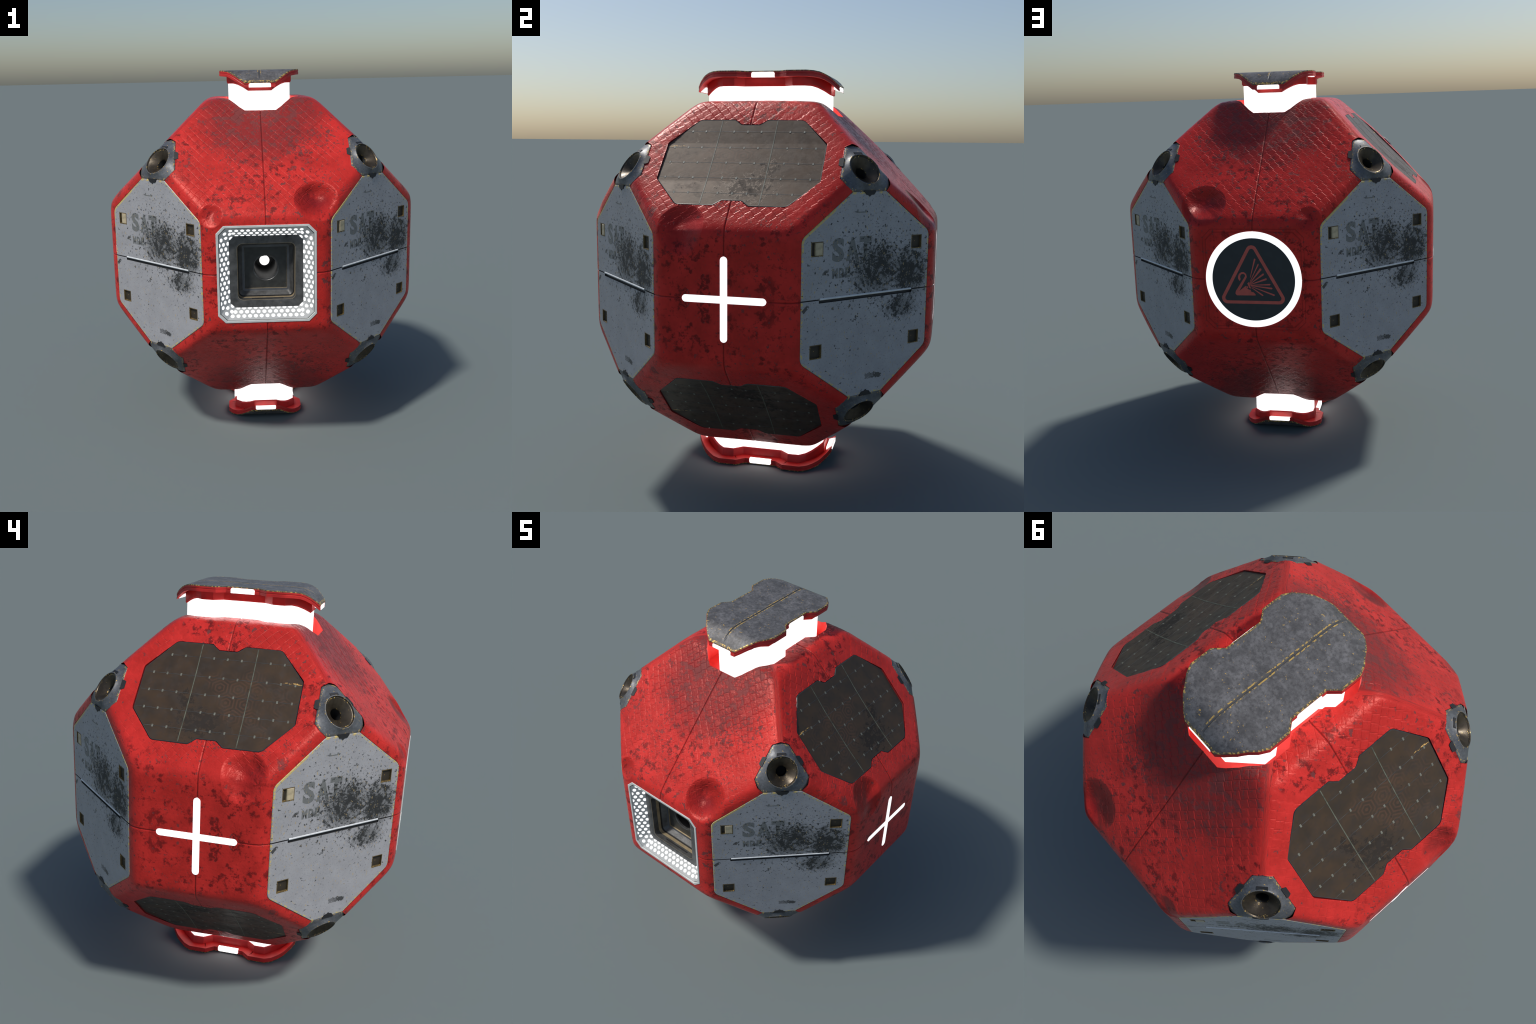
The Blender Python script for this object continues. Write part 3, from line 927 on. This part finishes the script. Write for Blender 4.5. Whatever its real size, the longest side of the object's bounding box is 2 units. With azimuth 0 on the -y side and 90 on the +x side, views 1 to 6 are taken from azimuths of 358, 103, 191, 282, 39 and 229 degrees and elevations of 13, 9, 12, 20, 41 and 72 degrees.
# ------------------------------------------------------------------ nozzles
def build_nozzles():
    n = 60
    hexa = nozzle_outline()
    def hex_at(scale, z):
        """the plate outline sampled at n even angles"""
        out = []
        for k in range(n):
            a = 2 * math.pi * (k + 0.5) / n
            d = Vector((math.cos(a), math.sin(a)))
            best = 1e9
            for i in range(len(hexa)):
                p, e = Vector(hexa[i]), Vector(hexa[(i + 1) % len(hexa)]) - Vector(hexa[i])
                den = d.x * e.y - d.y * e.x
                if abs(den) < 1e-9: continue
                t = (p.x * e.y - p.y * e.x) / den
                s = (p.x * d.y - p.y * d.x) / den
                if t > 0 and -1e-6 <= s <= 1 + 1e-6:
                    best = min(best, t)
            out.append((d.x * best * scale, d.y * best * scale, z))
        return out
    circ = lambda r, z: [(r * math.cos(2 * math.pi * (k + 0.5) / n), r * math.sin(2 * math.pi * (k + 0.5) / n), z) for k in range(n)]
    rings = [hex_at(1.05, -0.02), hex_at(1.05, -0.009), hex_at(1, -0.006), hex_at(1, 0.001), hex_at(0.98, 0.0040), hex_at(0.91, 0.0075), circ(0.0800, 0.0225), circ(0.0772, 0.0262), circ(0.0738, 0.0266)]
    V, F, K = loft(rings, False, False, [0, 0, 0, 1, 1, 0, 1, 1])
    body = mesh_from("thruster_nozzle", V, F, K); body.materials.append(MAT["nozzle"]); body.materials.append(MAT["nozzle_edge"]); shade_by_angle(body, 38)
    V, F, K = loft([circ(0.0742, 0.0264), circ(0.0715, 0.0240), circ(0.0700, 0.0205), circ(0.0670, 0.0200), circ(0.0655, 0.0190), circ(0.0290, -0.0070), circ(0.0262, -0.0110), circ(0.0255, -0.09)], False, True, [2, 0, 2, 2, 0, 2, 1])
    bell = mesh_from("bell", V, F, K)
    for k in ("bell", "black", "bell_rim"):
        bell.materials.append(MAT[k])
    shade_by_angle(bell, 40)
    # dark notch beside the bell, lying on the cone
    V, F, K = loft([[(-0.0225, 0.072, z + 0.0262), (0.0225, 0.072, z + 0.0262), (0.0215, 0.0895, z + 0.0212), (-0.0215, 0.0895, z + 0.0212)] for z in (-0.008, 0.0)], True, True)
    notch = mesh_from("bell_notch", V, F); notch.materials.append(MAT["tab"])
    # three tabs that lie on the neighbouring facets
    tabs = ([], [], [])
    tilt = math.radians(35.26)
    for k in range(3):
        a = math.radians(-90 + 120 * k)
        nn, tt = Vector((math.cos(a), math.sin(a), 0)), Vector((-math.sin(a), math.cos(a), 0))
        down = nn * math.cos(tilt) - Vector((0, 0, 1)) * math.sin(tilt)
        up = nn * math.sin(tilt) + Vector((0, 0, 1)) * math.cos(tilt)
        o = nn * 0.0955
        if k == 0:
            out = [(-0.034, -0.004), (-0.024, 0.010), (-0.022, 0.0135), (-0.010, 0.016), (-0.003, 0.0225), (0.006, 0.015), (0.020, 0.0145), (0.030, 0.002), (0.030, -0.004)]
        else:
            out = [(-0.026, -0.004), (-0.026, 0.006), (-0.020, 0.0165), (0.017, 0.0165), (0.024, 0.004), (0.024, -0.004)]
        rr = [[tuple(o + tt * x + down * y + up * z) for x, y in out] for z in (-0.006, 0.0078 if k == 0 else 0.0062)]
        V, F, K = loft(rr, True, True)
        add_part(tabs, V, F, K)
    tm = mesh_from("tab", tabs[0], tabs[1]); tm.materials.append(MAT["tab"])
    for sx in (1, -1):
        for sy in (-1, 1):
            for sz in (1, -1):
                N, U, V = nozzle_axes(sx, sy, sz)
                M = frame(U, V, N * 0.912)
                ob = new_obj("thruster_nozzle", body, ROOT, M)
                new_obj("bell", bell, ob)
                new_obj("bell_notch", notch, ob)
                new_obj("tab", tm, ob)


# ------------------------------------------------------------------ end caps
def shell_height(x, y):
    """height of the shell above its centre over the point x, y"""
    lo, hi = 0.3, 0.9
    for _ in range(40):
        mid = (lo + hi) / 2
        if gauge(np.array([[x, y, mid]]))[0] < 1: lo = mid
        else: hi = mid
    return lo


def build_caps():
    out = cap_outline()
    # finely divided outline so that the droop is smooth
    def divide(p, step=0.012):
        r = []
        for i in range(len(p)):
            a, b = Vector(p[i]), Vector(p[(i + 1) % len(p)])
            k = max(1, int((b - a).length / step))
            r += [tuple(a + (b - a) * j / k) for j in range(k)]
        return r
    out = divide(out)
    h = cap_height
    ring = lambda inset, dz: [(x, y, h(y) + dz) for x, y in offset_poly(out, inset)]
    # red rim and the collar below it
    V, F, K = loft([ring(0.004, -0.0045), ring(0.0, -0.0045), ring(0.0, -0.012), ring(0.0018, -0.0135), ring(0.0018, -0.0155), ring(0.0, -0.017), ring(0.0, -0.029),
                    ring(0.052, -0.031)], False, False)
    acc = ([], [], [])
    add_part(acc, V, F, K)
    foot = lambda y: float(np.interp(abs(y), [0, 0.232, 0.258, 0.285, 0.318], [1.930, 1.929, 1.921, 1.907, 1.885]))
    base = divide(core_outline(), 0.012)
    low = lambda out, dz: [(x, y, foot(y) + dz) for x, y in offset_poly(base, out)]
    add_part(acc, *loft([[(x, y, h(y) - 0.026) for x, y in offset_poly(base, -0.0085)], low(-0.0080, 0.0085), low(-0.0030, 0.0), low(0.004, 0.0)], False, False))
    rim = mesh_from("cap_rim", *acc); rim.materials.append(MAT["red_trim"]); shade_by_angle(rim, 30)
    # grey cover: strips across, with rubbed edges and a middle groove
    ys = sorted({s * y for y, _ in CAP_HALF for s in (1, -1)} | {s * (0.357 - 0.008) for s in (1, -1)} | set(np.linspace(-0.345, 0.345, 47).round(4)))
    half = lambda y: float(np.interp(abs(y), [a for a, _ in CAP_HALF], [b for _, b in CAP_HALF]))
    V, F, K = [], [], []
    gx = (0.0100, 0.0042, 0.0017)
    for y in ys:
        w = half(y) - 0.0005
        g = 1.0 if abs(y) < 0.335 else 0.0
        for x, dz in ((-w, -0.006), (-w + 0.0012, 0), (-w + 0.0085, 0), (-gx[0], 0), (-gx[1], 0), (-gx[2], -0.0026 * g), (gx[2], -0.0026 * g), (gx[1], 0), (gx[0], 0), (w - 0.0085, 0), (w - 0.0012, 0), (w, -0.006)):
            V.append((x, y, h(y) + dz))
    c = 12
    kind = [1, 1, 0, 0, 2, 2, 2, 0, 0, 1, 1]
    for i in range(len(ys) - 1):
        endrow = min(abs(ys[i]), abs(ys[i + 1])) >= 0.3485
        mid = abs(ys[i] + ys[i + 1]) / 2
        for j in range(c - 1):
            F.append((i * c + j, i * c + j + 1, (i + 1) * c + j + 1, (i + 1) * c + j))
            k = kind[j]
            if k == 2 and mid > 0.335: k = 0
            if j in (3, 7) and mid < 0.32: k = 3
            K.append(1 if endrow else k)
    # end walls
    for i in (0, len(ys) - 1):
        o = len(V)
        for j in range(c):
            x, y, z = V[i * c + j]
            V.append((x, y, z - 0.006))
        for j in range(c - 1):
            F.append((i * c + j, i * c + j + 1, o + j + 1, o + j)); K.append(1)
    cover = mesh_from("cap_cover", V, F, K)
    for k in ("cap", "cap_edge", "cap_groove", "cap_seam_edge"):
        cover.materials.append(MAT[k])
    shade_by_angle(cover, 28)
    # glowing column
    core = divide(core_outline(), 0.02)
    V, F, K = loft([[(x, y, foot(y) + 0.008) for x, y in core], [(x, y, 1.7115) for x, y in core]], True, True)
    glow = mesh_from("glow_column", V, F); glow.materials.append(MAT["glow"]); shade_by_angle(glow, 30)
    # light slots let into the rim
    def slot(L, c, axis_y, hgt):
        p = round_poly([(-L, -hgt), (L, -hgt), (L, hgt), (-L, hgt)], [0.0015, 0.0015, hgt * 0.75, hgt * 0.75], 4)
        return p
    acc = ([], [], [])
    for s in (1, -1):
        zc = h(0.357) - 0.0175
        rr = [[(x * s, s * (0.357 + d), zc + z + (0.0 if d > 0 else 0.02 * 0.5)) for x, z in slot(0.0585, 0, True, 0.0105)] for d in (-0.03, 0.0012)]
        add_part(acc, *loft(rr, True, True))
        rr = [[(s * (0.181 + d), y, 2.0 - 0.0175 + z) for y, z in slot(0.0575, 0, False, 0.0122)] for d in (-0.03, 0.0012)]
        add_part(acc, *loft(rr, True, True))
    slots = mesh_from("light_slot", acc[0], acc[1]); slots.materials.append(MAT["glow"])
    for s in (1, -1):
        M = Matrix.Identity(4)
        if s < 0:
            M = Matrix.Translation((0, 0, 2.0)) @ Matrix.Diagonal((1, 1, -1, 1))
        cap = new_obj("end_cap", rim, ROOT, M)
        new_obj("cap_cover", cover, cap)
        new_obj("light_slot", slots, cap)
        new_obj("glow_column", glow, cap)
    # lining of the slot in the shell
    lip = divide(cap_outline(-0.0005), 0.012)
    top = [(x, y, shell_height(x, y) + float(relief(np.array([[x, y, shell_height(x, y)]]))[0])) for x, y in lip]
    V, F, K = loft([[(x, y, z) for x, y, z in top], [(x, y, z - 0.02) for x, y, z in top], [(x, y, 0.700) for x, y, _ in top]], False, True)
    lin = mesh_from("slot_lining", V, F); lin.materials.append(MAT["red_lit"]); shade_by_angle(lin, 35)
    for s in (1, -1):
        M = Matrix.Translation((0, 0, ZC)) @ Matrix.Diagonal((1, 1, s, 1))
        new_obj("slot_lining", lin, ROOT, M)


# ------------------------------------------------------------------ lamp window
def build_lamp():
    n = 6
    # local frame: x right, y up, z towards the viewer (out of the front)
    M = frame((1, 0, 0), (0, 0, 1), (0, 0, 0))
    sq = lambda h, c, k, z: [(x, y, z) for x, y in square_ring(h, c, k, n)]
    f = 0.8475
    V, F, K = loft([sq(0.2475, 0.038, "cut", f - 0.02), sq(0.2475, 0.038, "cut", f - 0.0015), sq(0.246, 0.0375, "cut", f), sq(0.2365, 0.034, "cut", f), sq(0.2350, 0.0335, "cut", f - 0.006)], False, False)
    me = mesh_from("lamp_frame", V, F); me.materials.append(MAT["frame"]); shade_by_angle(me, 30)
    lamp = new_obj("lamp_window", me, ROOT, M)
    a = (0.2352, 0.0335, f - 0.006)
    b = (0.2330, 0.033, f - 0.0065)
    c = (0.1850, 0.0255, 0.787)
    V, F, K = loft([sq(a[0], a[1], "cut", a[2] - 0.003), sq(b[0], b[1], "cut", b[2]), sq(c[0], c[1], "cut", c[2])], False, False, [1, 0])
    me = mesh_from("led_board", V, F, K); me.materials.append(MAT["led_board"]); me.materials.append(MAT["dark_side"]); shade_by_angle(me, 20)
    new_obj("led_board", me, lamp)
    # honeycomb of light spots on the eight sloping strips
    acc = ([], [], [])
    def strip(o0, o1, i0, i1, spacing):
        o0, o1, i0, i1 = map(Vector, (o0, o1, i0, i1))
        e = (o1 - o0).normalized()
        mid_o, mid_i = (o0 + o1) / 2, (i0 + i1) / 2
        dn = (mid_i - mid_o)
        L = dn.length; dn.normalize()
        nn = e.cross(dn)
        if nn.z < 0: nn = -nn
        rows = ((0.30, 0.0292), (0.645, 0.0292), (0.98, 0.0292)) if abs(e.x) > 0.9 else ((0.02, 0.0494), (0.24, 0.0494), (0.46, 0.0494), (0.68, 0.0494), (0.90, 0.0494))
        if 0.1 < abs(e.x) < 0.9:
            rows = ((0.28, 0.0300), (0.62, 0.0300), (0.95, 0.0300))
        for r, (frac, spacing) in enumerate(rows):
            w = (o1 - o0).length * (1 - frac) + (i1 - i0).length * frac
            for q in range(-12, 13):
                t = (q + (0.5 if r % 2 else 0.0)) * spacing
                if abs(t) > w / 2 - 0.004:
                    continue
                rad = 0.0094
                c = mid_o + dn * (L * frac) + e * t
                ring = []
                for a in range(14):
                    u, v = math.cos(math.pi * a / 7) * rad, math.sin(math.pi * a / 7) * rad
                    vv = min(max(L * frac + v, 0.002), L - 0.001)
                    ring.append(mid_o + dn * vv + e * (t + u))
                add_part(acc, *loft([[tuple(p - nn * 0.0005) for p in ring], [tuple(p + nn * 0.0008) for p in ring]], False, True))
    O = [(x, y, b[2]) for x, y in octagon(b[0], b[1])]
    I = [(x, y, c[2]) for x, y in octagon(c[0], c[1])]
    for k in range(8):
        strip(O[k], O[(k + 1) % 8], I[k], I[(k + 1) % 8], 0.0292)
    me = mesh_from("light_spot", acc[0], acc[1]); me.materials.append(MAT["led"])
    ob = new_obj("light_spot", me, lamp); ob["kind"] = "stuff"
    # stepped dark housing
    R = [(0.1850, 0.0255, "cut", 0.787, 0), (0.1460, 0.027, "round", 0.789, 3), (0.1450, 0.0265, "round", 0.7885, 0), (0.1440, 0.026, "round", 0.7570, 3),
         (0.1420, 0.025, "round", 0.7400, 4), (0.1390, 0.024, "round", 0.7395, 4), (0.1375, 0.023, "round", 0.7330, 0), (0.1355, 0.022, "round", 0.7310, 0),
         (0.1215, 0.016, "round", 0.7090, 1), (0.1200, 0.015, "round", 0.7075, 1), (0.1085, 0.004, "round", 0.7065, 3), (0.1075, 0.003, "round", 0.7000, 2)]
    rings = [sq(h, c_, k, z) for h, c_, k, z, _ in R]
    mats = [r[4] for r in R]
    ncirc = len(rings[0])
    ang = [math.atan2(y, x) for x, y, _ in rings[-1]]
    # the floor with its round opening: ease the square into a circle
    def circ(r, z):
        return [(r * math.cos(a), r * math.sin(a), z) for a in even]
    even = []
    for k in range(4):
        for j in range(n + 1):
            even.append(math.pi / 2 * k + (j + 0.5) / (n + 1) * math.pi / 2)
    rings += [circ(0.0690, 0.700), circ(0.0660, 0.6975), circ(0.0610, 0.6975), circ(0.0595, 0.690)]
    mats += [0, 0, 0, 0]
    V, F, K = loft(rings, False, False, mats[1:] + [0])
    K = []
    for i in range(len(rings) - 1):
        K += [mats[i]] * ncirc
    me = mesh_from("lamp_housing", V, F, K)
    for k in ("housing", "housing_grey", "housing_deep", "gold", "bore"):
        me.materials.append(MAT[k])
    shade_by_angle(me, 32)
    new_obj("lamp_housing", me, lamp)
    V, F, K = loft([circ(0.0595, 0.690), circ(0.0585, 0.600), circ(0.056, 0.540), circ(0.050, 0.47)], False, True)
    me = mesh_from("lens_tube", V, F); me.materials.append(MAT["bore"]); shade_by_angle(me, 40)
    new_obj("lens_tube", me, lamp)
    bm = bmesh.new()
    bmesh.ops.create_uvsphere(bm, u_segments=32, v_segments=16, radius=0.0265)
    me = bpy.data.meshes.new("bulb"); bm.to_mesh(me); bm.free()
    me.materials.append(MAT["glow"]); me.shade_smooth()
    new_obj("bulb", me, lamp, Matrix.Translation((0, 0, 0.540)))
    # small ribs and clips on the housing floor
    acc = ([], [], [])
    add_part(acc, *box_vf(-0.075, 0.085, -0.1446, -0.1425, 0.766, 0.773))
    for s in (-1, 1):
        add_part(acc, *box_vf(s * 0.105 - 0.006, s * 0.105 + 0.006, 0.176, 0.184, 0.786, 0.792))
    me = mesh_from("housing_clip", acc[0], acc[1]); me.materials.append(MAT["tab"])
    new_obj("housing_clip", me, lamp)


# ------------------------------------------------------------------ side crosses
def build_crosses():
    w, L = 0.0158, 0.183
    def stadium(horizontal):
        p = []
        for s in (1, -1):
            for j in range(9):
                a = math.pi * j / 8
                x, y = (L - w) + w * math.sin(a), w * -math.cos(a)
                p.append((x * s, y * s))
        return p if horizontal else [(-y, x) for x, y in p]
    # one outline for the whole cross: four rounded arms
    arm = []
    for k in range(4):
        a0 = math.pi / 2 * k
        for j in range(9):
            a = -math.pi / 2 + math.pi * j / 8
            x, y = (L - w) + w * math.cos(a), w * math.sin(a)
            arm.append((x * math.cos(a0) - y * math.sin(a0), x * math.sin(a0) + y * math.cos(a0)))
        x, y = w, w
        arm.append((x * math.cos(a0) - y * math.sin(a0), x * math.sin(a0) + y * math.cos(a0)))
    V, F, K = loft([[(x, y, z) for x, y in arm] for z in (-0.012, 0.0005)], True, True)
    me = mesh_from("cross_light", V, F); me.materials.append(MAT["mark_glow"])
    for s in (1, -1):
        new_obj("cross_light", me, ROOT, frame((0, s, 0), (0, 0, 1), (s * D_FACE, 0, 0)))


# ------------------------------------------------------------------ warning emblem
def build_emblem():
    M = frame((-1, 0, 0), (0, 0, 1), (0.003, D_FACE - 0.0028, 0.0))
    n = 96
    circ = lambda r, z: [(r * math.cos(2 * math.pi * k / n), r * math.sin(2 * math.pi * k / n), z) for k in range(n)]
    V, F, K = loft([circ(0.2045, -0.01), circ(0.2045, 0.0002), circ(0.2035, 0.0004)], False, True)
    disc = mesh_from("emblem_disc", V, F); disc.materials.append(MAT["emblem"])
    base = new_obj("emblem_disc", disc, ROOT, M)
    V, F, K = loft([circ(0.2365, -0.01), circ(0.2365, 0.0002), circ(0.2363, 0.0007), circ(0.2042, 0.0007), circ(0.2040, 0.0002), circ(0.2040, -0.001)], False, False)
    ring = mesh_from("ring_light", V, F); ring.materials.append(MAT["mark_glow"]); shade_by_angle(ring, 30)
    new_obj("ring_light", ring, base)
    z0, z1 = -0.0003, 0.0008
    acc = ([], [], [])
    def slab(p, dz=0.0):
        add_part(acc, *loft([[(x, y, z + dz) for x, y in p] for z in (z0, z1)], True, True))
    # triangle border
    sharp = [(-0.179, -0.1195), (0.170, -0.1195), (-0.0045, 0.199)]
    o, i = round_poly(sharp, 0.027, 8), round_poly(offset_poly(sharp, 0.0155), 0.013, 8)
    V, F, K = loft([[(x, y, z0) for x, y in o], [(x, y, z1) for x, y in o], [(x, y, z1) for x, y in i], [(x, y, z0) for x, y in i]], False, False)
    tm = mesh_from("warning_triangle", V, F); tm.materials.append(MAT["emblem_red"])
    new_obj("warning_triangle", tm, base)
    # bird with a long bent neck
    slab([(-0.0905, -0.0600), (-0.0880, -0.0545), (-0.0400, 0.0180), (-0.0410, 0.0250), (-0.0490, 0.0295), (-0.0580, 0.0275), (-0.0645, 0.0190), (-0.0650, 0.0110), (-0.0625, 0.0035),
          (-0.0685, -0.0070), (-0.0755, 0.0060), (-0.0755, 0.0160), (-0.0700, 0.0290), (-0.0580, 0.0375), (-0.0455, 0.0375), (-0.0350, 0.0290), (-0.0320, 0.0140), (-0.0370, 0.0040),
          (-0.0655, -0.0450), (-0.0740, -0.0590), (-0.0700, -0.0780), (-0.0850, -0.0780), (-0.0915, -0.0700)])
    slab([(-0.0745, -0.0580), (-0.0390, -0.0300), (-0.0350, -0.0420), (-0.0260, -0.0475), (-0.0150, -0.0500), (-0.0120, -0.0600), (-0.0020, -0.0610), (0.0085, -0.0715), (0.0075, -0.0775), (-0.0705, -0.0778)], 0.0002)
    # rays bursting from its back
    c = Vector((-0.026, -0.027))
    for tx, ty, w, start in ((0.0105, 0.1020, 0.0075, 0.040), (0.0265, 0.0760, 0.0060, 0.022), (0.0380, 0.0535, 0.0110, 0.012), (0.0500, 0.0285, 0.0090, 0.010), (0.0630, 0.0045, 0.0095, 0.010),
                             (0.0800, -0.0225, 0.0070, 0.010), (0.0890, -0.0415, 0.0085, 0.012), (0.1000, -0.0745, 0.0080, 0.016), (0.0430, -0.0760, 0.0075, 0.020)):
        t = Vector((tx, ty)); d = (t - c).normalized(); s = Vector((-d.y, d.x))
        p0 = c + d * start
        slab([tuple(p0 - s * 0.0012), tuple(t - s * w / 2), tuple(t + d * 0.004 + s * w * 0.1), tuple(t + s * w / 2), tuple(p0 + s * 0.0012)], 0.00002 * len(acc[0]) / 10)
    slab([(-0.031, -0.018), (-0.021, -0.010), (-0.018, -0.030), (-0.012, -0.044), (-0.022, -0.040), (-0.026, -0.028)], 0.0005)
    slab([(-0.036, -0.032), (-0.031, -0.030), (-0.027, -0.040), (-0.033, -0.043)], 0.0006)
    pm = mesh_from("warning_pictogram", acc[0], acc[1]); pm.materials.append(MAT["emblem_red"])
    new_obj("warning_pictogram", pm, base)


# ------------------------------------------------------------------ build
def main():
    global ROOT
    build_materials()
    MAT["cap_seam_edge"] = make_plain("rubbed_cap_seam", (0.10, 0.096, 0.09), 0.45, metal=0.1, scale=20, var=0.35, gold=1.0, bump=0.2, gold_scale=80)
    ROOT = bpy.data.objects.new("space_probe", None)
    bpy.context.scene.collection.objects.link(ROOT)
    ROOT["label"] = "scuffed red faceted probe with grey panels and glowing lights"
    ROOT["category"] = "space probe"
    build_shell()
    build_access_panels()
    build_solar_panels()
    build_nozzles()
    build_caps()
    build_lamp()
    build_crosses()
    build_emblem()


main()
